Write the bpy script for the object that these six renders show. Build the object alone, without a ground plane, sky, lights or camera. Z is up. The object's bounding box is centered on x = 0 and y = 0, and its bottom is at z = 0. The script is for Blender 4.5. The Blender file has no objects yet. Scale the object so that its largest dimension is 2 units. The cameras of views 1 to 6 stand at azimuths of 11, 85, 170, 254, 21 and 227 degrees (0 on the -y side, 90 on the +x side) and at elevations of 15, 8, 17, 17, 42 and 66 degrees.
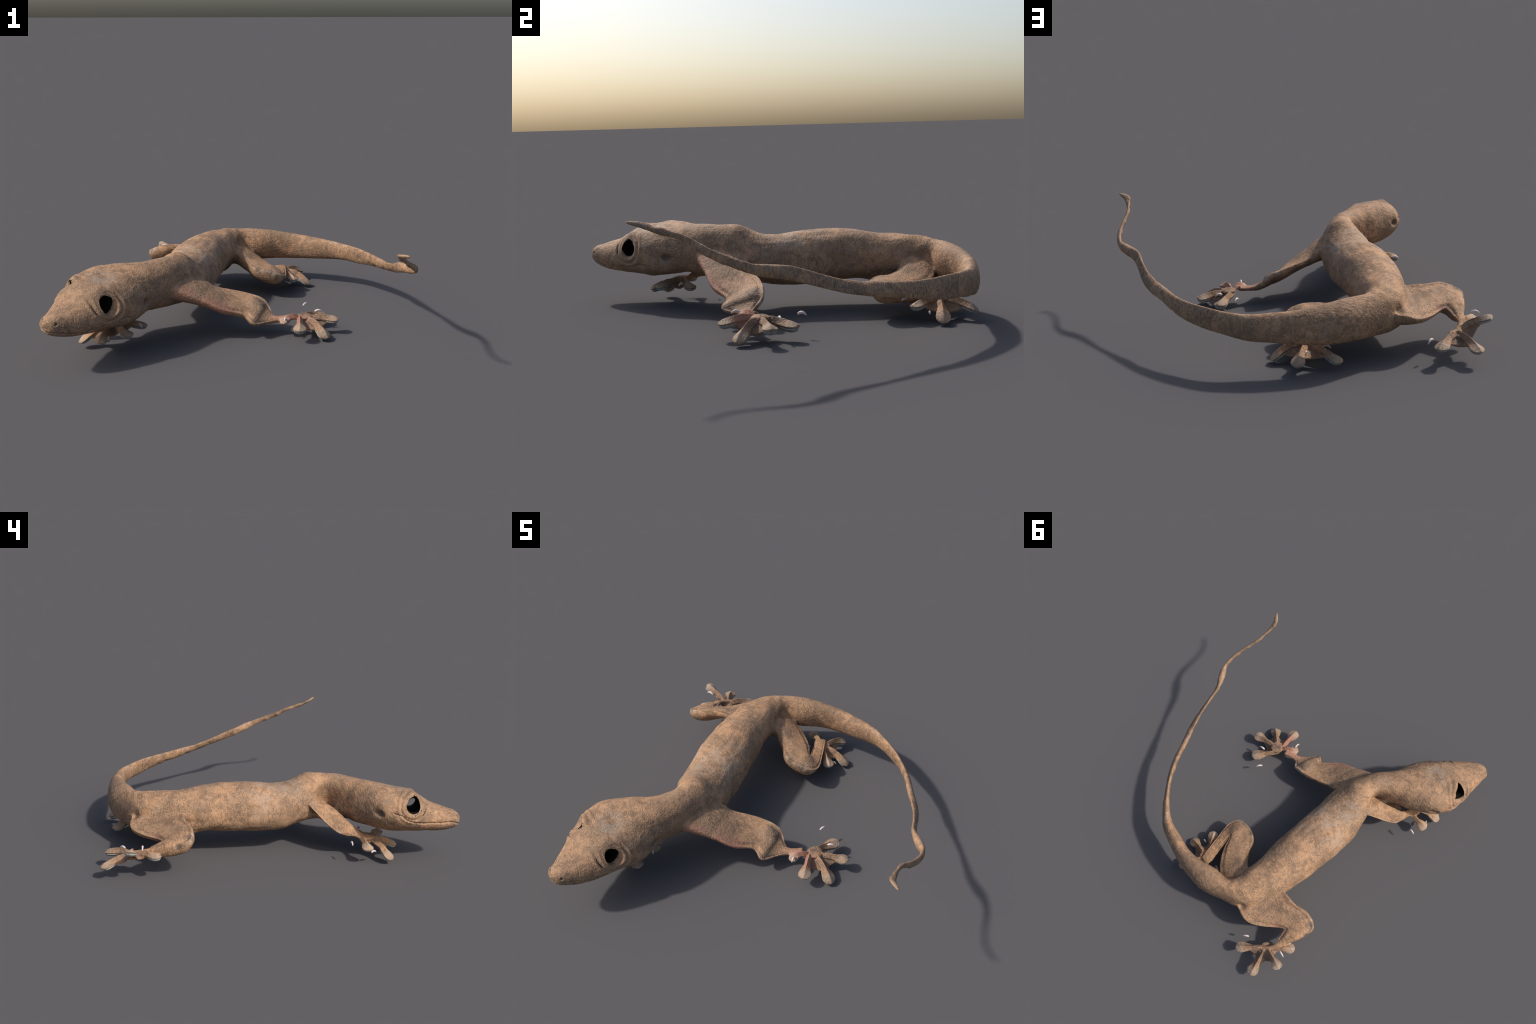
"""Dried gecko: one continuous skin (head, neck, torso, tail, four limbs, toes with webs),
hollow eye sockets, pale lamella pads under the toes and loose curved claws."""
import bpy, bmesh, math
import numpy as np
from mathutils import Vector, kdtree

rng = np.random.default_rng(7)
V = lambda *a: np.array(a, float)
def unit(v): return v / (np.linalg.norm(v) + 1e-12)

# ------------------------------------------------------------------ helpers
def catmull(P, per):
    """Catmull-Rom resampling of rows of P (n,k), `per` steps for each span."""
    P = np.asarray(P, float); n = len(P)
    Q = np.vstack([2*P[0]-P[1], P, 2*P[-1]-P[-2]])
    out = []
    for i in range(n-1):
        a, b, c, d = Q[i:i+4]
        for t in np.arange(per)/per:
            out.append(.5*(2*b+(c-a)*t+(2*a-5*b+4*c-d)*t*t+(3*b-a-3*c+d)*t**3))
    out.append(P[-1])
    return np.array(out)

def loft(C, A, B, shape, seg=48, tip0=.5, tip1=.5):
    """Closed tube: ring i = C[i] + A[i]*x(th,i) + B[i]*y(th,i); pole verts close the ends."""
    n = len(C); th = np.arange(seg)/seg*2*math.pi
    rings = []
    for i in range(n):
        x, y = shape(th, i/(n-1))
        rings.append(C[i]+np.outer(x, A[i])+np.outer(y, B[i]))
    v = np.concatenate(rings)
    p0 = C[0]+(C[0]-C[1])*tip0; p1 = C[-1]+(C[-1]-C[-2])*tip1
    v = np.vstack([v, p0, p1]); f = []
    for i in range(n-1):
        for j in range(seg):
            k = (j+1) % seg
            f.append((i*seg+j, i*seg+k, (i+1)*seg+k, (i+1)*seg+j))
    for j in range(seg):
        k = (j+1) % seg
        f.append((n*seg, k, j)); f.append((n*seg+1, (n-1)*seg+j, (n-1)*seg+k))
    return v, f

def mesh_object(name, v, f):
    me = bpy.data.meshes.new(name)
    me.from_pydata([tuple(p) for p in v], [], f); me.validate()
    bm = bmesh.new(); bm.from_mesh(me)
    bmesh.ops.recalc_face_normals(bm, faces=bm.faces); bm.to_mesh(me); bm.free()
    ob = bpy.data.objects.new(name, me)
    bpy.context.scene.collection.objects.link(ob)
    return ob

def lattice_noise(P, scale, seed):
    """Smooth value noise in [-1,1] for points P."""
    q = P*scale+seed*17.31; i = np.floor(q).astype(np.int64); f = q-i; f = f*f*(3-2*f)
    def h(x, y, z):
        n = (x*374761393+y*668265263+z*2147483647+seed*974711) & 0xffffffff
        n = ((n ^ (n >> 13))*1274126177) & 0xffffffff
        return ((n ^ (n >> 16)) & 0xffff)/32767.5-1
    r = 0
    for a in (0, 1):
        for b in (0, 1):
            for c in (0, 1):
                w = (f[:,0] if a else 1-f[:,0])*(f[:,1] if b else 1-f[:,1])*(f[:,2] if c else 1-f[:,2])
                r = r+w*h(i[:,0]+a, i[:,1]+b, i[:,2]+c)
    return r

def bump_fn(d, r):
    """Soft bell of radius r."""
    return np.exp(-(d/r)**2*2.0)

comps = []      # (part label, verts, faces)

# ------------------------------------------------------------------ head, neck, torso, tail
HF = V(-.37724, -.92559, -.03102); HL = V(.91857, -.36970, -.13981); HU = V(.11794, -.08123, .98969)
HO = V(-.622, -.555, .284)
def head_pt(s, l, u): return HO+HF*s+HL*l+HU*u
def head_loc(P):
    d = P-HO; return d@HF, d@HL, d@HU
# s along the head, side offset, up offset, half width, half height, shear (roll of the section)
HEAD = [(0.482, -0.012, -0.026, 0.012, 0.014, 0.000), (0.473, -0.012, -0.024, 0.036, 0.030, 0.000), (0.457, -0.011, -0.023, 0.052, 0.042, 0.000), (0.430, -0.005, -0.022, 0.064, 0.054, 0.000),
        (0.390, -0.005, -0.023, 0.085, 0.065, 0.000), (0.350, -0.006, -0.022, 0.105, 0.074, -0.003), (0.310, -0.008, -0.020, 0.123, 0.082, -0.008),
        (0.270, -0.013, -0.015, 0.143, 0.092, -0.014), (0.230, -0.015, -0.006, 0.158, 0.106, -0.017), (0.190, -0.017, 0.001, 0.173, 0.117, -0.018),
        (0.140, -0.016, 0.003, 0.185, 0.124, -0.020), (0.090, -0.010, 0.004, 0.190, 0.127, -0.030), (0.040, -0.005, 0.008, 0.188, 0.128, -0.036),
        (-0.010, 0.006, 0.014, 0.172, 0.128, -0.034), (-0.060, 0.020, 0.018, 0.148, 0.128, -0.024), (-0.110, 0.040, 0.022, 0.128, 0.124, -0.014)]
# spine of neck, torso and tail: centre, half width, tilt, half height
SPINE = [
    (-0.496, -0.440, 0.303,  0.098, -0.006, 0.123),
    (-0.436, -0.350, 0.297,  0.100, 0.003, 0.129),
    (-0.402, -0.245, 0.290,  0.118, 0.000, 0.132),
    (-0.392, -0.142, 0.263,  0.140, -0.009, 0.119),
    (-0.402, -0.042, 0.246,  0.147, 0.001, 0.127),
    (-0.402, 0.063, 0.246,  0.151, 0.002, 0.134),
    (-0.402, 0.170, 0.254,  0.151, 0.000, 0.135),
    (-0.399, 0.277, 0.257,  0.147, 0.003, 0.132),
    (-0.398, 0.382, 0.256,  0.140, 0.003, 0.122),
    (-0.393, 0.494, 0.238,  0.130, 0.003, 0.124),
    (-0.372, 0.615, 0.223,  0.122, 0.004, 0.130),
    (-0.330, 0.715, 0.231,  0.092, 0.011, 0.114),
    (-0.250, 0.776, 0.230,  0.060, 0.009, 0.103),
    (-0.138, 0.806, 0.228,  0.075, 0.013, 0.098),
    (-0.020, 0.824, 0.222,  0.060, 0.018, 0.088),
    (0.096, 0.818, 0.221,  0.047, 0.008, 0.079),
    (0.211, 0.791, 0.222,  0.042, 0.005, 0.070),
    (0.319, 0.757, 0.223,  0.034, 0.011, 0.059),
    (0.410, 0.693, 0.230,  0.021, 0.017, 0.047),
    (0.490, 0.613, 0.236,  0.015, 0.023, 0.042),
    (0.562, 0.525, 0.244,  0.016, 0.024, 0.032),
    (0.618, 0.428, 0.254,  0.017, 0.018, 0.027),
    (0.660, 0.322, 0.269,  0.017, 0.014, 0.024),
    (0.706, 0.217, 0.285,  0.021, 0.018, 0.018),
    (0.742, 0.111, 0.307,  0.017, 0.018, 0.016),
    (0.760, 0.008, 0.340,  0.012, 0.015, 0.018),
    (0.777, -0.086, 0.369,  0.014, 0.012, 0.022),
    (0.818, -0.159, 0.385,  0.018, 0.003, 0.022),
    (0.854, -0.228, 0.401,  0.011, 0.002, 0.018),
    (0.855, -0.311, 0.431,  0.007, 0.006, 0.012),
    (0.831, -0.396, 0.469,  0.006, 0.008, 0.009),
    (0.796, -0.471, 0.515,  0.006, 0.002, 0.008),
    (0.788, -0.550, 0.541,  0.007, 0.005, 0.009),
    (0.790, -0.616, 0.566,  0.014, 0.007, 0.006),
    (0.812, -0.652, 0.578,  0.009, 0.004, 0.005),
    (0.831, -0.678, 0.585,  0.003, 0.001, 0.003),
]
SP = np.array(SPINE)
SP[18:-1, 3] += .0025; SP[18:-1, 5] += .0025            # dried ribbon keeps some body
tan = np.gradient(SP[:, :3], axis=0); tan /= np.linalg.norm(tan, axis=1)[:, None]
nrm = np.cross(tan, V(0, 0, 1)); nrm /= np.linalg.norm(nrm, axis=1)[:, None]
bin_ = np.cross(nrm, tan)
rows = []
for s, l, u, w, h, k in HEAD:
    rows.append(np.r_[head_pt(s, l, u), HL*w+HU*k*.4, HU*h, 1.0])
for i, r in enumerate(SP):
    rows.append(np.r_[r[:3], nrm[i]*r[3]+bin_[i]*r[4], bin_[i]*r[5], 0.0 if i else .3])
R = catmull(rows, 9)
nring = len(R); nh = (len(HEAD)-1)*9
ring_head = np.clip(R[:, 9], 0, 1)
def body_shape(th, t):
    h = np.interp(t*(nring-1), np.arange(nring), ring_head)
    c, s = np.cos(th), np.sin(th)
    p = 2/(2+.25*h)
    q = np.where(s < 0, p-.26*(1-h), p)
    x = np.sign(c)*np.abs(c)**q; y = np.sign(s)*np.abs(s)**p
    x = x*(1-.11*h*np.clip(y, 0, 1)**1.2+.04*h*np.clip(-y, 0, .6))                 # brow narrower than the jaw
    return x, y
bv, bf = loft(R[:, 0:3], R[:, 3:6], R[:, 6:9], body_shape, seg=64, tip0=.6, tip1=.6)
# deep hollow between neck and right forearm: undercut the right side of the neck
ax_p = unit(V(-.93, -.37, 0)); d_ = bv-V(-.500, -.305, .310)
al_ = d_@ax_p; pit = np.exp(-1.3*((al_/.085)**2+((d_-np.outer(al_, ax_p))**2).sum(1)/.068**2))
bv = bv+np.outer(pit*.125, unit(V(.62, -.20, -.70)))
body_label = []
for i in range(nring):
    station = i/9-len(HEAD)
    body_label += [('head' if i < nh-9*1.5 else 'neck' if station < 1.6 else 'torso' if station < 11.4 else 'tail')]*64
body_label += ['head', 'tail']

# ------------------------------------------------------------------ limbs: flattened skin flaps between two edges
def flap(label, stations, seg=56, per=8, rim=.006):
    """stations: (edge point, opposite edge point, rise above the edge plane, depth below it).
    The upper face is nearly flat with a groove inside each curled rim; the flesh hangs below."""
    S = np.array([np.r_[a, b, t, d] for a, b, t, d in stations], float)
    Q = catmull(S, per)
    P0, P1, up, dn = Q[:, 0:3], Q[:, 3:6], Q[:, 6], Q[:, 7]
    C = (P0+P1)/2; A = (P1-P0)/2
    T = np.gradient(C, axis=0)
    N = np.cross(A, T); N /= np.linalg.norm(N, axis=1)[:, None]+1e-9
    for i in range(1, len(N)):
        if N[i]@N[i-1] < 0: N[i] = -N[i]
    if N[:, 2].sum() < 0: N = -N
    n = len(C)
    def shp(th, k):
        i = min(n-1, int(round(k*(n-1)))); c, s = np.cos(th), np.sin(th)
        r = rim*min(1., np.linalg.norm(A[i])/.07)
        top = up[i]*np.abs(s)**.8-r*np.exp(-((np.abs(c)-.80)/.10)**2)*np.abs(s)**.3+.4*r*np.exp(-((np.abs(c)-.97)/.05)**2)
        return c, np.where(s > 0, top, -dn[i]*np.abs(s)**.8)
    v, f = loft(C, A, N, shp, seg)
    comps.append((label, v, f))

# left forelimb (toward +x)
flap('forelimb_l', [
    (V(-.420, -.440, .280), V(-.380, -.230, .270), .068, .075),
    (V(-.325, -.425, .252), V(-.270, -.185, .255), .052, .065),
    (V(-.200, -.390, .208), V(-.190, -.172, .230), .024, .052),
    (V(-.105, -.362, .160), V(-.110, -.150, .212), .014, .046),
    (V(-.020, -.300, .122), V(-.030, -.132, .194), .012, .046),
    (V(.028, -.325, .095), V(.050, -.128, .168), .016, .046),
    (V(.055, -.315, .082), V(.085, -.138, .135), .008, .036),
    (V(.100, -.262, .078), V(.115, -.175, .100), .010, .026),
    (V(.150, -.228, .080), V(.145, -.186, .088), .012, .018),
    (V(.225, -.215, .092), V(.215, -.165, .096), .012, .016)])
# right forelimb: upper arm hidden beside the shoulder, forearm flap slanting forward and down
flap('forelimb_r', [
    (V(-.380, -.290, .255), V(-.400, -.160, .280), .014, .050),
    (V(-.440, -.318, .258), V(-.470, -.175, .288), .008, .040),
    (V(-.508, -.332, .262), V(-.515, -.190, .282), .006, .032),
    (V(-.558, -.350, .252), V(-.550, -.225, .245), .006, .026),
    (V(-.602, -.376, .228), V(-.600, -.272, .195), .008, .024),
    (V(-.637, -.398, .208), V(-.648, -.326, .153), .010, .024),
    (V(-.645, -.420, .188), V(-.665, -.378, .132), .012, .024),
    (V(-.645, -.450, .160), V(-.674, -.428, .126), .014, .022),
    (V(-.635, -.485, .132), V(-.698, -.470, .112), .014, .018),
    (V(-.632, -.530, .105), V(-.708, -.515, .098), .012, .014)], rim=.003)
flap('forelimb_r', [   # slack armpit skin between neck and forearm
    (V(-.430, -.320, .195), V(-.520, -.225, .235), .004, .030),
    (V(-.490, -.375, .185), V(-.580, -.300, .190), .004, .022),
    (V(-.545, -.420, .180), V(-.625, -.365, .165), .004, .016),
    (V(-.590, -.445, .160), V(-.640, -.405, .150), .003, .012)], rim=.0)
# right hindlimb
flap('hindlimb_r', [
    (V(-.360, .480, .225), V(-.300, .765, .220), .070, .100),
    (V(-.455, .512, .232), V(-.400, .800, .208), .036, .080),
    (V(-.520, .525, .265), V(-.485, .808, .188), .014, .060),
    (V(-.609, .537, .263), V(-.565, .765, .180), .010, .055),
    (V(-.695, .522, .258), V(-.645, .690, .176), .018, .058),
    (V(-.770, .525, .232), V(-.668, .672, .170), .026, .064),
    (V(-.805, .560, .212), V(-.675, .690, .166), .026, .066),
    (V(-.790, .625, .190), V(-.685, .725, .155), .024, .056),
    (V(-.750, .715, .166), V(-.695, .755, .150), .010, .034),
    (V(-.715, .790, .146), V(-.680, .795, .136), .012, .018),
    (V(-.690, .850, .120), V(-.640, .850, .116), .012, .016)])
# left hindlimb: thigh forward, knee, shin folded back
flap('hindlimb_l', [
    (V(-.340, .530, .245), V(-.300, .750, .225), .050, .100),
    (V(-.240, .575, .206), V(-.190, .740, .190), .034, .075),
    (V(-.168, .505, .178), V(-.117, .710, .160), .022, .068),
    (V(-.128, .432, .174), V(-.058, .645, .144), .028, .070),
    (V(-.085, .394, .168), V(-.021, .588, .138), .032, .074),
    (V(-.020, .378, .162), V(.000, .527, .148), .032, .078),
    (V(.050, .388, .145), V(.008, .520, .150), .022, .074),
    (V(.085, .450, .130), V(.003, .550, .148), .008, .064),
    (V(.070, .565, .124), V(-.006, .625, .132), .006, .052),
    (V(.050, .660, .124), V(-.022, .690, .120), .006, .034),
    (V(.038, .730, .120), V(-.020, .735, .102), .008, .016)])

# ------------------------------------------------------------------ feet: palm, toes with keel, webs, lamella pads, claws
pads, claws = [], []
def toe_curve(base, tip, arch, n=20):
    t = np.linspace(0, 1, n)[:, None]
    return base*(1-t)+tip*t+V(0, 0, 1)*(arch*4*t*(1-t))

def toe(label, foot, base, tip, width, arch=.0, tilt=None, pad=True, curl=0.):
    width *= 1.06
    C = toe_curve(base, tip, arch)-V(0, 0, SINK[foot])
    if curl: C[:, 2] -= curl*np.linspace(0, 1, len(C))**3
    T = np.gradient(C, axis=0); T /= np.linalg.norm(T, axis=1)[:, None]
    up = V(0, 0, 1) if tilt is None else unit(tilt)
    B = up-T*(T@up)[:, None]; B /= np.linalg.norm(B, axis=1)[:, None]
    A = np.cross(T, B)
    t = np.linspace(0, 1, len(C))
    w = np.interp(t, [0, .2, .42, .6, .78, .9, .97, 1], [.26, .29, .26, .42, .58, .55, .42, .22])*width
    h = np.interp(t, [0, .3, .6, .85, 1], [.28, .46, .40, .30, .12])*width
    def shp(th, k):
        c, s = np.cos(th), np.sin(th)
        y = np.where(s > 0, (1-np.abs(c))**1.35*.85+.15*np.abs(s), -.50*np.abs(s))   # keel on top, flat below
        return c, y
    v, f = loft(C, A*w[:, None], B*h[:, None], shp, 28, .3, .3)
    comps.append((label, v, f))
    if pad:
        # pale pad with transverse lamellae under the far half
        n = 61; q = np.linspace(.46, .985, n)
        ix = q*(len(C)-1)
        it = lambda M: np.array([np.interp(ix, np.arange(len(C)), M[:, k]) for k in range(3)]).T
        k = np.linspace(-1, 1, n)
        ww = np.interp(q, t, w)*np.clip(1-np.abs(k)**6, .1, 1)*.93
        ridge = .70+.30*np.abs(np.sin(np.arange(n)*math.pi/4))
        hh = width*(.34 if foot.endswith('_l') else .26)*np.sqrt(np.clip(1-k**4, .02, 1))*ridge
        Bp = it(B); Cp = it(C)-Bp*(width*.13)
        v, f = loft(Cp, it(A)*ww[:, None], Bp*hh[:, None], lambda th, kk: (np.cos(th), np.where(np.sin(th) > 0, .25*np.sin(th), np.sin(th))), 20, .1, .1)
        pads.append((foot, v, f))
    return C

def web(label, Ca, Cb, reach, thick=.0050, dip=.032):
    """Skin between two neighbouring toes with a concave free edge."""
    m, n = 12, 10; top, bot = [], []
    x = np.arange(len(Ca))/(len(Ca)-1)
    pick = lambda Cc, t: np.array([np.interp(t, x, Cc[:, k]) for k in range(3)])
    for j in range(n+1):
        r = j/n; tm = reach*(1-.42*math.sin(math.pi*r)**.8)
        for i in range(m+1):
            t = tm*i/m
            p = pick(Ca, t)*(1-r)+pick(Cb, t)*r-V(0, 0, dip*math.sin(math.pi*r)*(i/m))
            top.append(p+V(0, 0, thick)); bot.append(p-V(0, 0, thick))
    v = np.array(top+bot); o = len(top); f = []
    idx = lambda j, i: j*(m+1)+i
    for j in range(n):
        for i in range(m):
            a, b, c, d = idx(j, i), idx(j+1, i), idx(j+1, i+1), idx(j, i+1)
            f += [(a, b, c, d), (o+d, o+c, o+b, o+a)]
    rim = [idx(0, i) for i in range(m)]+[idx(j, m) for j in range(n)]+[idx(n, i) for i in range(m, 0, -1)]+[idx(j, 0) for j in range(n, 0, -1)]
    for a, b in zip(rim, rim[1:]+rim[:1]): f.append((b, a, o+a, o+b))
    comps.append((label, v, f))

def palm(label, c, r, normal=V(0, 0, 1)):
    z = unit(normal); x = unit(np.cross(V(0, 1, 0), z)); y = np.cross(z, x)
    n = 14; k = np.linspace(-.98, .98, n)
    C = c+np.outer(k*r[1], y); w = np.sqrt(1-k**2)
    v, f = loft(C, np.outer(w*r[0], x), np.outer(w*r[2], z), lambda th, q: (np.cos(th), np.sin(th)), 28, .1, .1)
    comps.append((label, v, f))

def claw(foot, a, b, r, lift=.25):
    """Loose claw: hooked horn, thick at a, pointed at b, bowed upward."""
    n = 14; t = np.linspace(0, 1, n)
    L = np.linalg.norm(b-a)
    C = a+np.outer(t, b-a)+np.outer(4*t*(1-t)*L*lift, V(0, 0, 1))
    T = np.gradient(C, axis=0); T /= np.linalg.norm(T, axis=1)[:, None]
    A = np.cross(T, V(0, 0, 1)); A /= np.linalg.norm(A, axis=1)[:, None]; B = np.cross(A, T)
    w = r*np.interp(t, [0, .1, .4, .8, 1], [.7, .95, 1, .72, .35])
    v, f = loft(C, A*w[:, None], B*w[:, None]*1.15, lambda th, q: (np.cos(th), np.sin(th)), 14, .25, .4)
    claws.append((foot, v, f))

SINK = {'forefoot_l': .016, 'forefoot_r': .004, 'hindfoot_r': .001, 'hindfoot_l': .018}
FEET = {
 'forefoot_l': dict(palm=(V(.285, -.165, .092), (.042, .042, .015)), toes=[
    (V(.235, -.200, .108), V(.170, -.252, .092), .050, .014), (V(.255, -.205, .105), V(.287, -.350, .088), .058, .004),
    (V(.310, -.190, .100), V(.424, -.277, .034), .060, .012), (V(.330, -.160, .100), V(.464, -.130, .092), .056, .0),
    (V(.245, -.150, .095), V(.368, -.008, .082), .060, -.004)], web=[(1, 2, .72), (2, 3, .85), (3, 4, .72)]),
 'forefoot_r': dict(palm=(V(-.664, -.505, .120), (.048, .060, .018)), toes=[
    (V(-.690, -.545, .095), V(-.812, -.603, .034), .056, .012), (V(-.665, -.560, .095), V(-.678, -.684, .068), .058, .004),
    (V(-.635, -.540, .105), V(-.528, -.640, .102), .058, .004), (V(-.630, -.510, .105), V(-.492, -.462, .098), .056, .004),
    (V(-.685, -.440, .125), V(-.806, -.466, .098), .056, .004)], web=[(0, 1, .85), (1, 2, .65), (2, 3, .65)]),
 'hindfoot_r': dict(palm=(V(-.672, .828, .106), (.040, .045, .012)), toes=[
    (V(-.665, .830, .118), V(-.530, .950, .088), .058, .004), (V(-.675, .850, .110), V(-.718, 1.0, .074), .058, .004),
    (V(-.690, .820, .128), V(-.830, .864, .196), .058, .006), (V(-.695, .800, .138), V(-.798, .702, .142), .054, .0)],
    web=[(0, 1, .75), (1, 2, .82), (2, 3, .65)]),
 'hindfoot_l': dict(palm=(V(.030, .700, .095), (.042, .042, .015)), toes=[
    (V(.040, .660, .105), V(.127, .545, .095), .056, .004), (V(.060, .690, .105), V(.206, .674, .032), .058, .016),
    (V(.045, .730, .105), V(.119, .858, .064), .058, .008), (V(.010, .730, .100), V(-.096, .856, .058), .056, .004)],
    web=[(0, 1, .75), (1, 2, .85), (2, 3, .75)]),
}
WEBS, TIPS = [], []
for fn, F in FEET.items():
    palm(fn, F['palm'][0], F['palm'][1])
    Cs = []
    for k, (b, tp, w, arch) in enumerate(F['toes']):
        b = b*.65+(F['palm'][0]+V(0, 0, .008))*.35
        Cs.append(toe(fn+'|toe%d' % k, fn, b, tp, w, arch))
    for a, b, r in F['web']:
        web(fn, Cs[a], Cs[b], r); WEBS.append((Cs[a][7], Cs[b][7]))
    TIPS += [c[16] for c in Cs]

claw('forefoot_l', V(.255, .003, .095), V(.277, .037, .094), .0060)
claw('forefoot_l', V(.332, -.090, .097), V(.369, -.082, .095), .0062)
claw('forefoot_l', V(.198, -.251, .101), V(.198, -.288, .099), .0060)
claw('hindfoot_r', V(-.541, .850, .098), V(-.509, .874, .090), .0060)
claw('hindfoot_r', V(-.752, .787, .186), V(-.794, .795, .184), .0060)
claw('hindfoot_l', V(.118, .627, .046), V(.144, .624, .043), .0056)
claw('hindfoot_l', V(.048, .772, .076), V(.062, .790, .070), .0060)
claw('hindfoot_l', V(-.050, .690, .060), V(-.085, .700, .050), .0056)
claw('hindfoot_l', V(.071, .530, .105), V(.073, .508, .098), .0056)
claw('forefoot_r', V(-.745, -.378, .124), V(-.781, -.374, .119), .0060)
claw('forefoot_r', V(-.778, -.490, .068), V(-.768, -.522, .066), .0060)
claw('forefoot_r', V(-.520, -.508, .112), V(-.500, -.530, .106), .0060)

# ------------------------------------------------------------------ hollow eyes: cut a cavity and two openings into the head
def eye_axis(sg): return unit(HL*sg+HU*(.12 if sg > 0 else -.10)+HF*.05)
EYES = [(.199, .119, .043, 1), (.206, -.156, .052, -1)]       # centre of each opening in head space, side
body = mesh_object('body_tmp', bv, bf)
def cutter(C, A, B):
    v, f = loft(np.array(C), np.array(A), np.array(B), lambda th, q: (np.cos(th), np.sin(th)), 40, .02, .02)
    return mesh_object('cut_tmp', v, f)
k = np.linspace(-.97, .97, 21); cav = head_pt(.203, -.021, .040); CAV = (.048, .136, .043)
cut = [cutter([cav+HL*(q*CAV[1]) for q in k], [HF*CAV[0]*math.sqrt(1-q*q) for q in k], [HU*CAV[2]*math.sqrt(1-q*q) for q in k])]
for s, l, u, sg in EYES:
    c = head_pt(s, l, u); ax = eye_axis(sg)
    q = np.linspace(-.09, .03, 12)
    e1 = unit(HF-ax*(HF@ax)); e2 = np.cross(ax, e1)
    cut.append(cutter([c+ax*z for z in q], [e1*.037]*12, [e2*.042]*12))
    kk = np.linspace(-.98, .98, 15)                            # shallow dish between the lids
    cut.append(cutter([c+ax*(.034+z*.037) for z in kk], [e1*.050*math.sqrt(1-z*z) for z in kk], [e2*.053*math.sqrt(1-z*z) for z in kk]))
for c in cut:
    m = body.modifiers.new('b', 'BOOLEAN'); m.operation = 'DIFFERENCE'; m.object = c; m.solver = 'EXACT'
dg = bpy.context.evaluated_depsgraph_get()
bme = bpy.data.meshes.new_from_object(body.evaluated_get(dg))
for c in cut+[body]: bpy.data.objects.remove(c, do_unlink=True)

# ------------------------------------------------------------------ union of all pieces into one skin
join = bmesh.new(); join.from_mesh(bme)
for lab, v, f in comps:
    me = mesh_object('tmp', v, f)
    join.from_mesh(me.data); bpy.data.objects.remove(me, do_unlink=True)
jm = bpy.data.meshes.new('skin_src'); join.to_mesh(jm); join.free()
jo = bpy.data.objects.new('skin_src', jm); bpy.context.scene.collection.objects.link(jo)
rm = jo.modifiers.new('r', 'REMESH'); rm.mode = 'VOXEL'; rm.voxel_size = .0025; rm.adaptivity = 0
dg = bpy.context.evaluated_depsgraph_get(); dg.update()
skin = bpy.data.meshes.new_from_object(jo.evaluated_get(dg))
bpy.data.objects.remove(jo, do_unlink=True)
nv = len(skin.vertices); co = np.empty(nv*3); skin.vertices.foreach_get('co', co); co = co.reshape(-1, 3)
ne = len(skin.edges); ed = np.empty(ne*2, int); skin.edges.foreach_get('vertices', ed); ed = ed.reshape(-1, 2)
deg = np.bincount(ed.ravel(), minlength=nv)[:, None]
def lap(X):
    o = np.empty_like(X)
    for k in range(X.shape[1]):
        o[:, k] = np.bincount(ed[:, 0], X[ed[:, 1], k], nv)+np.bincount(ed[:, 1], X[ed[:, 0], k], nv)
    return o/np.maximum(deg, 1)
for _ in range(5):
    co += .5*(lap(co)-co); co -= .52*(lap(co)-co)
co += .4*(lap(co)-co)
# soften limb roots so that the skin runs on without a seam
ROOTS = [(V(-.29, -.30, .25), .15), (V(-.45, -.22, .29), .06), (V(-.44, .60, .24), .15), (V(-.22, .63, .21), .16),
         (V(.17, -.205, .085), .035), (V(-.665, -.46, .12), .04), (V(-.69, .80, .125), .035), (V(.01, .725, .115), .035)]
wgt = np.zeros(nv)
for c, r in ROOTS:
    wgt = np.maximum(wgt, np.clip(1.3-np.linalg.norm(co-c, axis=1)/r, 0, 1))
for _ in range(70):
    co += (wgt*.5)[:, None]*(lap(co)-co)

def normals():
    skin.vertices.foreach_set('co', co.ravel()); skin.update()
    n = np.empty(nv*3, np.float32); skin.vertex_normals.foreach_get('vector', n)
    return n.reshape(-1, 3).astype(float)

# ------------------------------------------------------------------ relief
N = normals(); hs, hl, hu = head_loc(co)
in_head = (hs > -.12)
disp = np.zeros(nv)
inside_cav = (((hs-.203)/CAV[0])**2+((hl+.021)/CAV[1])**2+((hu-.040)/CAV[2])**2) < 1.10
for s, l, u, sg in EYES:                                   # lids: rim, groove, outer fold
    rho = np.sqrt((hs-s)**2+((hu-u)*.95)**2); side = np.clip((hl*sg-.035)/.05, 0, 1)*(in_head & ~inside_cav)
    disp += side*(+.006*np.exp(-((hu-u-.055)/.022)**2-((hs-s)/.055)**2)+.003*bump_fn(rho-.056, .010)-.0030*bump_fn(rho-.070, .010)+.004*bump_fn(rho-.083, .011))
outer = np.nonzero(~inside_cav)[0]
def snap(p):
    return co[outer[np.argmin(((co[outer]-p)**2).sum(1))]]
def groove(points, depth, width, mask=None):
    """Cut a soft groove along a polyline of head-space (s,l,u) points."""
    P = np.array([snap(head_pt(*p)) for p in catmull(np.array(points), 6)])
    d = np.full(nv, 9.)
    near = np.linalg.norm(co-P.mean(0), axis=1) < .45
    sub = co[near]
    dd = np.full(len(sub), 9.)
    for a, b in zip(P[:-1], P[1:]):
        ab = b-a
        if ab@ab < 1e-10: continue
        t = np.clip(((sub-a)@ab)/(ab@ab), 0, 1)
        dd = np.minimum(dd, np.linalg.norm(sub-a-t[:, None]*ab, axis=1))
    d[near] = dd
    return -depth*bump_fn(d, width), d
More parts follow.
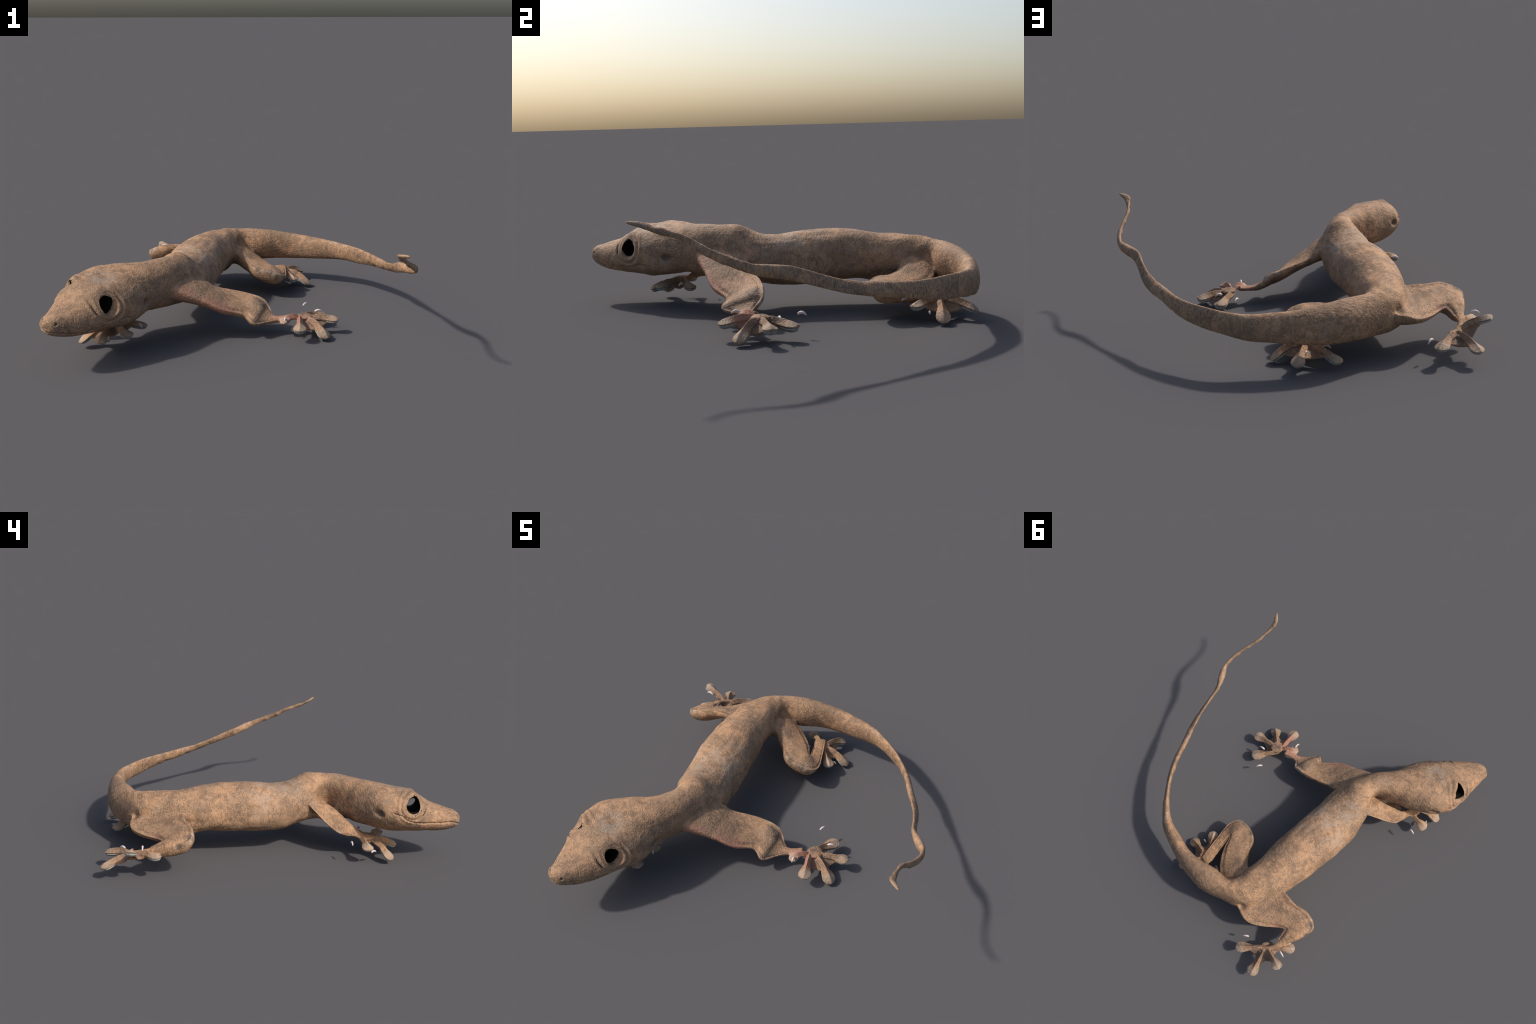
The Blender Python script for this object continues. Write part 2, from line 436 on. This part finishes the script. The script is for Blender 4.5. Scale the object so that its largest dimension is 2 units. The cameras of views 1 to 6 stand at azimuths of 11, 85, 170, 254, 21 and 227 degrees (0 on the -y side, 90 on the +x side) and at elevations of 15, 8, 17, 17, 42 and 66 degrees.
LIP_R = [(.478, -.016, -.046), (.465, -.055, -.038), (.441, -.078, -.034), (.402, -.100, -.037), (.331, -.132, -.041), (.279, -.155, -.041), (.232, -.175, -.040),
         (.184, -.195, -.029), (.158, -.206, -.010), (.139, -.209, .001), (.105, -.212, .007)]
LIP_L = [(.478, -.016, -.044), (.465, .022, -.046), (.441, .045, -.048), (.388, .075, -.056), (.322, .105, -.060), (.263, .125, -.059),
         (.201, .145, -.052), (.154, .160, -.042), (.117, .170, -.032), (.085, .174, -.038)]
lipmask = np.zeros(nv)
for P in (LIP_R, LIP_L):
    g, d = groove(P, .009, .0055); disp += g*in_head; lipmask = np.maximum(lipmask, bump_fn(d, .006))
disp += groove([(.265, -.07, .085), (.25, -.01, .10), (.24, .03, .10)], .0022, .018)[0]*in_head     # fold across the brow
for p, dep, r in [((.450, .036, -.002), .012, .008), ((.461, -.040, .002), .012, .008),                # nostrils
                  ((-.028, .176, .004), .026, .022), ((.030, -.190, -.006), .026, .022),               # ears
                  ((-.05, .172, .0), .010, .026), ((.0, -.19, .0), .010, .026)]:
    d = np.linalg.norm(co-snap(head_pt(*p)), axis=1); disp -= dep*bump_fn(d, r)
for p, hgt, r in [((.19, -.11, .12), .008, .035), ((.04, -.10, .13), .007, .05), ((.20, .06, .115), .006, .035), ((.03, .08, .13), .006, .05),
                  ((.09, .0, .13), -.006, .05), ((.31, -.02, .06), -.004, .04), ((.12, -.20, -.02), .006, .03), ((.10, .17, -.06), .006, .03)]:
    disp += hgt*bump_fn(np.linalg.norm(co-snap(head_pt(*p)), axis=1), r)       # bosses and hollows of the skull
# tail: dents and lumps along the dried ribbon
tail_w = np.clip((co[:, 0]+.05)/.2, 0, 1)*np.clip((co[:, 2]-.13)/.05, 0, 1)*np.clip((co[:, 0]*.9+co[:, 1]*.25-.12)/.1, 0, 1)
for k in range(16, 33):
    p = SP[k, :3]+.5*(SP[min(k+1, len(SP)-1), :3]-SP[k, :3])*rng.random()+rng.normal(0, .012, 3)
    disp += (rng.choice([-1, -1, 1])*.0065)*bump_fn(np.linalg.norm(co-p, axis=1), .024)*tail_w
# torso: long shallow folds along the flanks, hip and shoulder blades
torso_w = np.clip((co[:, 1]+.30)/.1, 0, 1)*np.clip((.80-co[:, 1])/.1, 0, 1)*np.clip((.22-np.abs(co[:, 0]+.40))/.05, 0, 1)
disp += torso_w*.0045*lattice_noise(co*V(1, .28, 1), 16, 8)
disp += torso_w*.0020*lattice_noise(co*V(1, .22, 1), 42, 9)
for p, hgt, r in [(V(-.47, .58, .33), .010, .05), (V(-.29, .60, .33), .010, .05), (V(-.37, .50, .36), -.006, .05), (V(-.36, -.22, .42), .006, .06),
                  (V(-.52, -.16, .33), .006, .06), (V(-.24, .25, .24), -.008, .09), (V(-.55, .25, .25), -.006, .09), (V(-.38, .66, .34), -.005, .04), (V(-.405, .785, .235), -.014, .035), (V(-.27, .70, .26), -.010, .04)]:
    disp += hgt*bump_fn(np.linalg.norm(co-p, axis=1), r)
fl_w = np.clip((co[:, 1]+.20)/.12, 0, 1)*np.clip((.50-co[:, 1])/.12, 0, 1)*bump_fn(co[:, 2]-.165, .075)
disp += fl_w*np.where(N[:, 0] > 0, .011, .006)*np.clip(np.abs(N[:, 0])*1.6-.3, 0, 1)*(np.abs(co[:, 0]+.40) < .19)
# general lumps and skin folds
lump = .0045*lattice_noise(co, 8, 1)+.0016*lattice_noise(co, 22, 2)+.0006*lattice_noise(co, 60, 3)
thin = np.clip((co[:, 2]-.05)/.12, .25, 1)*(1-.6*tail_w)
disp += lump*thin*np.where(inside_cav, 0, 1)
# scale rows: fine transverse ripples, stronger on flanks
ripple = lattice_noise(co*V(.6, 1.6, 1.0), 130, 5)*.00055+lattice_noise(co, 240, 6)*.00035
disp += ripple*np.where(inside_cav, 0, 1)
co += N*disp[:, None]
co += .12*(lap(co)-co)
N = normals()

# ------------------------------------------------------------------ split the one surface into named parts
labels = sorted(set(body_label) | {c[0] for c in comps})
lid = {l: i for i, l in enumerate(labels)}
allv = [bv]; alll = [np.array([lid[l] for l in body_label])]
for lab, v, f in comps:
    allv.append(v); alll.append(np.full(len(v), lid[lab]))
src = np.concatenate(allv); sl = np.concatenate(alll)
kd = kdtree.KDTree(len(src))
for i, p in enumerate(src): kd.insert(p, i)
kd.balance()
nf = len(skin.polygons)
tot = np.empty(nf, int); skin.polygons.foreach_get('loop_total', tot)
lv = np.empty(len(skin.loops), int); skin.loops.foreach_get('vertex_index', lv)
start = np.concatenate([[0], np.cumsum(tot)[:-1]])
cen = np.add.reduceat(co[lv], start, axis=0)/tot[:, None]
fl = np.array([sl[kd.find(p)[1]] for p in cen])
fs, fL, fu = head_loc(cen)
e_in = (((fs-.203)/(CAV[0]+.004))**2+((fL+.021)/(CAV[1]-.012))**2+((fu-.040)/(CAV[2]+.004))**2) < 1.0
hole = np.zeros(nf, bool)
fn = np.add.reduceat(N[lv], start, axis=0)/tot[:, None]
ea, eb = (head_pt(*e[:3]) for e in EYES)
ab = eb-ea; tt = ((cen-ea)@ab)/(ab@ab); to_axis = ea+tt[:, None]*ab-cen
hole = (np.linalg.norm(to_axis, axis=1) < .075) & ((fn*to_axis).sum(1) > 0) & (tt > .004) & (tt < .996)
labels.append('eye_socket'); fl[hole] = len(labels)-1

# ------------------------------------------------------------------ materials
def new_mat(name):
    m = bpy.data.materials.new(name); m.use_nodes = True
    nt = m.node_tree; nt.nodes.clear()
    o = nt.nodes.new('ShaderNodeOutputMaterial'); b = nt.nodes.new('ShaderNodeBsdfPrincipled')
    nt.links.new(b.outputs[0], o.inputs[0])
    return m, nt, b
class G:
    """Tiny node-graph writer."""
    def __init__(s, nt): s.nt = nt; s.tc = nt.nodes.new('ShaderNodeTexCoord').outputs['Object']
    def link(s, a, b): s.nt.links.new(a, b)
    def noise(s, scale, detail=4, rough=.55, vec=None, dist=0):
        n = s.nt.nodes.new('ShaderNodeTexNoise'); n.inputs['Scale'].default_value = scale
        n.inputs['Detail'].default_value = detail; n.inputs['Roughness'].default_value = rough; n.inputs['Distortion'].default_value = dist
        s.link(vec or s.tc, n.inputs['Vector']); return n.outputs[0]
    def voro(s, scale, feature='F1', vec=None):
        n = s.nt.nodes.new('ShaderNodeTexVoronoi'); n.feature = feature; n.inputs['Scale'].default_value = scale
        s.link(vec or s.tc, n.inputs['Vector']); return n.outputs['Distance']
    def mapping(s, scale, rot=(0, 0, 0)):
        n = s.nt.nodes.new('ShaderNodeMapping'); n.inputs['Scale'].default_value = scale; n.inputs['Rotation'].default_value = rot
        s.link(s.tc, n.inputs['Vector']); return n.outputs[0]
    def ramp(s, x, lo, hi, a=0., b=1.):
        n = s.nt.nodes.new('ShaderNodeMapRange'); n.interpolation_type = 'SMOOTHSTEP'
        for k, v in zip((1, 2, 3, 4), (lo, hi, a, b)): n.inputs[k].default_value = v
        s.link(x, n.inputs[0]); return n.outputs[0]
    def math(s, op, a, b):
        n = s.nt.nodes.new('ShaderNodeMath'); n.operation = op
        for k, v in enumerate((a, b)):
            if isinstance(v, (int, float)): n.inputs[k].default_value = v
            else: s.link(v, n.inputs[k])
        return n.outputs[0]
    def mix(s, fac, a, b, mode='MIX'):
        n = s.nt.nodes.new('ShaderNodeMix'); n.data_type = 'RGBA'; n.blend_type = mode
        for k, v in ((0, fac), (6, a), (7, b)):
            if isinstance(v, (int, float)): n.inputs[k].default_value = v
            elif isinstance(v, tuple): n.inputs[k].default_value = (*v, 1)
            else: s.link(v, n.inputs[k])
        return n.outputs[2]
    def blob(s, c, r, soft=.6):
        n = s.nt.nodes.new('ShaderNodeVectorMath'); n.operation = 'DISTANCE'
        s.link(s.tc, n.inputs[0]); n.inputs[1].default_value = tuple(c)
        return s.ramp(n.outputs['Value'], r*(1-soft), r*(1+soft), 1, 0)
    def bump(s, h, strength, dist, normal=None):
        n = s.nt.nodes.new('ShaderNodeBump'); n.inputs['Strength'].default_value = strength; n.inputs['Distance'].default_value = dist
        s.link(h, n.inputs['Height'])
        if normal is not None: s.link(normal, n.inputs['Normal'])
        return n.outputs[0]

skin_mat, nt, bs = new_mat('dry_gecko_skin'); g = G(nt)
col = g.mix(g.ramp(g.noise(4.5, 4), .36, .64), (.51, .292, .158), (.405, .242, .140))
col = g.mix(g.math('MULTIPLY', g.ramp(g.noise(13, 7, .68, dist=1.0), .45, .66), .72), col, (.195, .122, .072))     # brown clouds
col = g.mix(g.math('MULTIPLY', g.ramp(g.noise(8.7, 6, .64, dist=.6), .56, .70), .42), col, (.44, .335, .255))        # pale grey patches
col = g.mix(g.math('MULTIPLY', g.ramp(g.noise(24, 5, .62, dist=.8), .47, .68), .55), col, (.185, .118, .074))
crease = g.math('ABSOLUTE', g.math('SUBTRACT', g.noise(13, 4, .6, dist=1.2), .5), 0.)
crack = g.math('MULTIPLY', g.ramp(crease, .002, .014, 1, 0), g.ramp(g.noise(5.1, 2), .42, .56))
col = g.mix(g.math('MULTIPLY', crack, .75), col, (.12, .075, .05))                                                  # thin creases
wr = g.noise(90, 3, .55, vec=g.mapping((.40, 1.55, .50), (.1, .1, .25)), dist=.25)                                    # wrinkle rows
wr2 = g.math('SUBTRACT', .78, g.math('MULTIPLY', g.voro(135, vec=g.mapping((1.1, 1.3, 1.))), .62))                    # granules
wrm = g.mix(g.ramp(g.noise(3.7, 2), .45, .55), wr, wr2)
col = g.mix(g.math('MULTIPLY', g.ramp(wrm, .54, .38), g.ramp(g.noise(6.1, 3), .35, .65, .28, .80)), col, (.175, .115, .075))  # cavity shade painted into the colour where the wrinkle height is low
col = g.mix(g.math('MULTIPLY', g.ramp(g.noise(62, 3, .6), .66, .72), .7), col, (.09, .06, .045))                    # dark flecks
scale_h = g.voro(125, vec=g.mapping((1, 1.25, 1)))
col = g.mix(g.math('MULTIPLY', g.ramp(scale_h, .4, .8), .25), col, (.20, .135, .092))                               # darker scale gaps
PALE = [(head_pt(.12, .0, .13), .07), (V(-.43, -.10, .36), .08), (V(-.33, .05, .33), .10), (head_pt(.0, .17, -.04), .05), (V(-.5, .1, .3), .09)]
for c, r in PALE: col = g.mix(g.math('MULTIPLY', g.math('MULTIPLY', g.blob(c, r), g.ramp(g.noise(14, 4), .4, .6)), .40), col, (.41, .335, .265))
PINK = [(V(-.30, -.41, .235), .05), (V(-.10, -.37, .15), .06), (V(-.19, -.395, .19), .05), (V(-.64, .70, .165), .04), (V(.26, -.24, .10), .06), (V(.19, -.24, .10), .06)]
for c, r in PINK: col = g.mix(g.math('MULTIPLY', g.blob(c, r), .75), col, (.37, .175, .12))
WEB = [.5*(ca+cb) for ca, cb in WEBS]
for c in WEB: col = g.mix(g.math('MULTIPLY', g.blob(c, .030), .55), col, (.17, .115, .092))
for c in TIPS: col = g.mix(g.math('MULTIPLY', g.blob(c, .030), .55), col, (.44, .345, .265))
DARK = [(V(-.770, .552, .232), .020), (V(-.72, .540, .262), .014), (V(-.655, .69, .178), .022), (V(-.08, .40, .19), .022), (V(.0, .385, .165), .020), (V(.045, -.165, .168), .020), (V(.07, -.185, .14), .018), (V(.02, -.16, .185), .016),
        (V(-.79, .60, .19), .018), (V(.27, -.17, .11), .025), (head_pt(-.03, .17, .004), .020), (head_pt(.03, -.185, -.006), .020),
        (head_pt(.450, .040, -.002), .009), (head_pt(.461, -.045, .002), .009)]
RIM = [V(.078, -.130, .152), V(.052, -.124, .178), V(.098, -.150, .118), V(.01, -.125, .19), V(-.80, .535, .222), V(-.815, .575, .208), V(-.76, .518, .245), V(-.80, .62, .19),
       V(-.105, .400, .185), V(-.05, .372, .175), V(.02, .372, .155), V(.065, .39, .14), V(-.655, -.335, .15), V(-.61, -.275, .19)]
for c in RIM: col = g.mix(g.math('MULTIPLY', g.blob(c, .016), .55), col, (.50, .40, .31))
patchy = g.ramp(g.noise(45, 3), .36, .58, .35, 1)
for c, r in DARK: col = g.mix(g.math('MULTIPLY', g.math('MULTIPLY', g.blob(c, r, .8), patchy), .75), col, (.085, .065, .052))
g.link(col, bs.inputs['Base Color'])
bs.inputs['Roughness'].default_value = .72; bs.inputs['Specular IOR Level'].default_value = .28
hgt = g.math('ADD', g.math('MULTIPLY', scale_h, -.45), g.math('MULTIPLY', wrm, 1.3))
hgt = g.math('SUBTRACT', hgt, g.math('MULTIPLY', crack, .8))
nb = g.bump(hgt, .52, .0034)
g.link(nb, bs.inputs['Normal'])

pad_mat, nt, bs = new_mat('pale_lamella_pad'); g = G(nt)
g.link(g.mix(g.ramp(g.noise(60, 3), .35, .65), (.36, .325, .28), (.235, .245, .235)), bs.inputs['Base Color'])
bs.inputs['Roughness'].default_value = .7
claw_mat, nt, bs = new_mat('white_claw_horn'); g = G(nt)
g.link(g.mix(g.ramp(g.noise(90, 2), .4, .6), (.66, .55, .51), (.58, .48, .45)), bs.inputs['Base Color'])
bs.inputs['Roughness'].default_value = .4
sock_mat, nt, bs = new_mat('dark_socket_lining'); g = G(nt)
g.link(g.mix(g.noise(40, 3), (.006, .005, .004), (.016, .012, .009)), bs.inputs['Base Color'])
bs.inputs['Roughness'].default_value = .9; bs.inputs['Specular IOR Level'].default_value = .1

# ------------------------------------------------------------------ objects
col_ = bpy.context.scene.collection
root = bpy.data.objects.new('gecko', None); col_.objects.link(root)
root['label'] = 'dried tan gecko with hollow eyes and curled tail'; root['category'] = 'gecko'

def add(name, me, parent, mat):
    me.materials.clear(); me.materials.append(mat)
    ob = bpy.data.objects.new(name, me); col_.objects.link(ob); ob.parent = parent
    return ob
face_lists = {}
def submesh(name, mask):
    ids = np.nonzero(mask)[0]
    used = np.zeros(nv, bool); loops = np.concatenate([lv[start[i]:start[i]+tot[i]] for i in ids]); used[loops] = True
    remap = np.cumsum(used)-1
    me = bpy.data.meshes.new(name)
    me.from_pydata(co[used].tolist(), [], [remap[lv[start[i]:start[i]+tot[i]]].tolist() for i in ids])
    me.polygons.foreach_set('use_smooth', np.ones(len(ids), bool))
    me.normals_split_custom_set_from_vertices(N[used].tolist())
    return me
PART = {'head': 'head', 'neck': 'neck', 'torso': 'torso', 'tail': 'tail', 'forelimb_l': 'forelimb', 'forelimb_r': 'forelimb',
        'hindlimb_l': 'hindlimb', 'hindlimb_r': 'hindlimb', 'forefoot_l': 'forefoot', 'forefoot_r': 'forefoot', 'hindfoot_l': 'hindfoot', 'hindfoot_r': 'hindfoot'}
objs = {}
for i, lab in enumerate(labels):
    if '|' in lab or lab == 'eye_socket' or not (fl == i).any(): continue
    objs[lab] = add(PART[lab], submesh(PART[lab], fl == i), root, skin_mat)
for i, lab in enumerate(labels):
    if not (fl == i).any(): continue
    if '|' in lab: add('toe', submesh('toe', fl == i), objs[lab.split('|')[0]], skin_mat)
    elif lab == 'eye_socket': add('eye_socket', submesh('eye_socket', fl == i), objs['head'], sock_mat)
def loose(name, v, f, foot, mat):
    ob = mesh_object(name, v, f); ob.parent = objs[foot]
    ob.data.polygons.foreach_set('use_smooth', np.ones(len(ob.data.polygons), bool)); ob.data.materials.append(mat)
for foot, v, f in pads: loose('toe_pad', v, f, foot, pad_mat)
for foot, v, f in claws: loose('claw', v, f, foot, claw_mat)
for me in list(bpy.data.meshes):
    if me.users == 0: bpy.data.meshes.remove(me)
print('faces', nf)
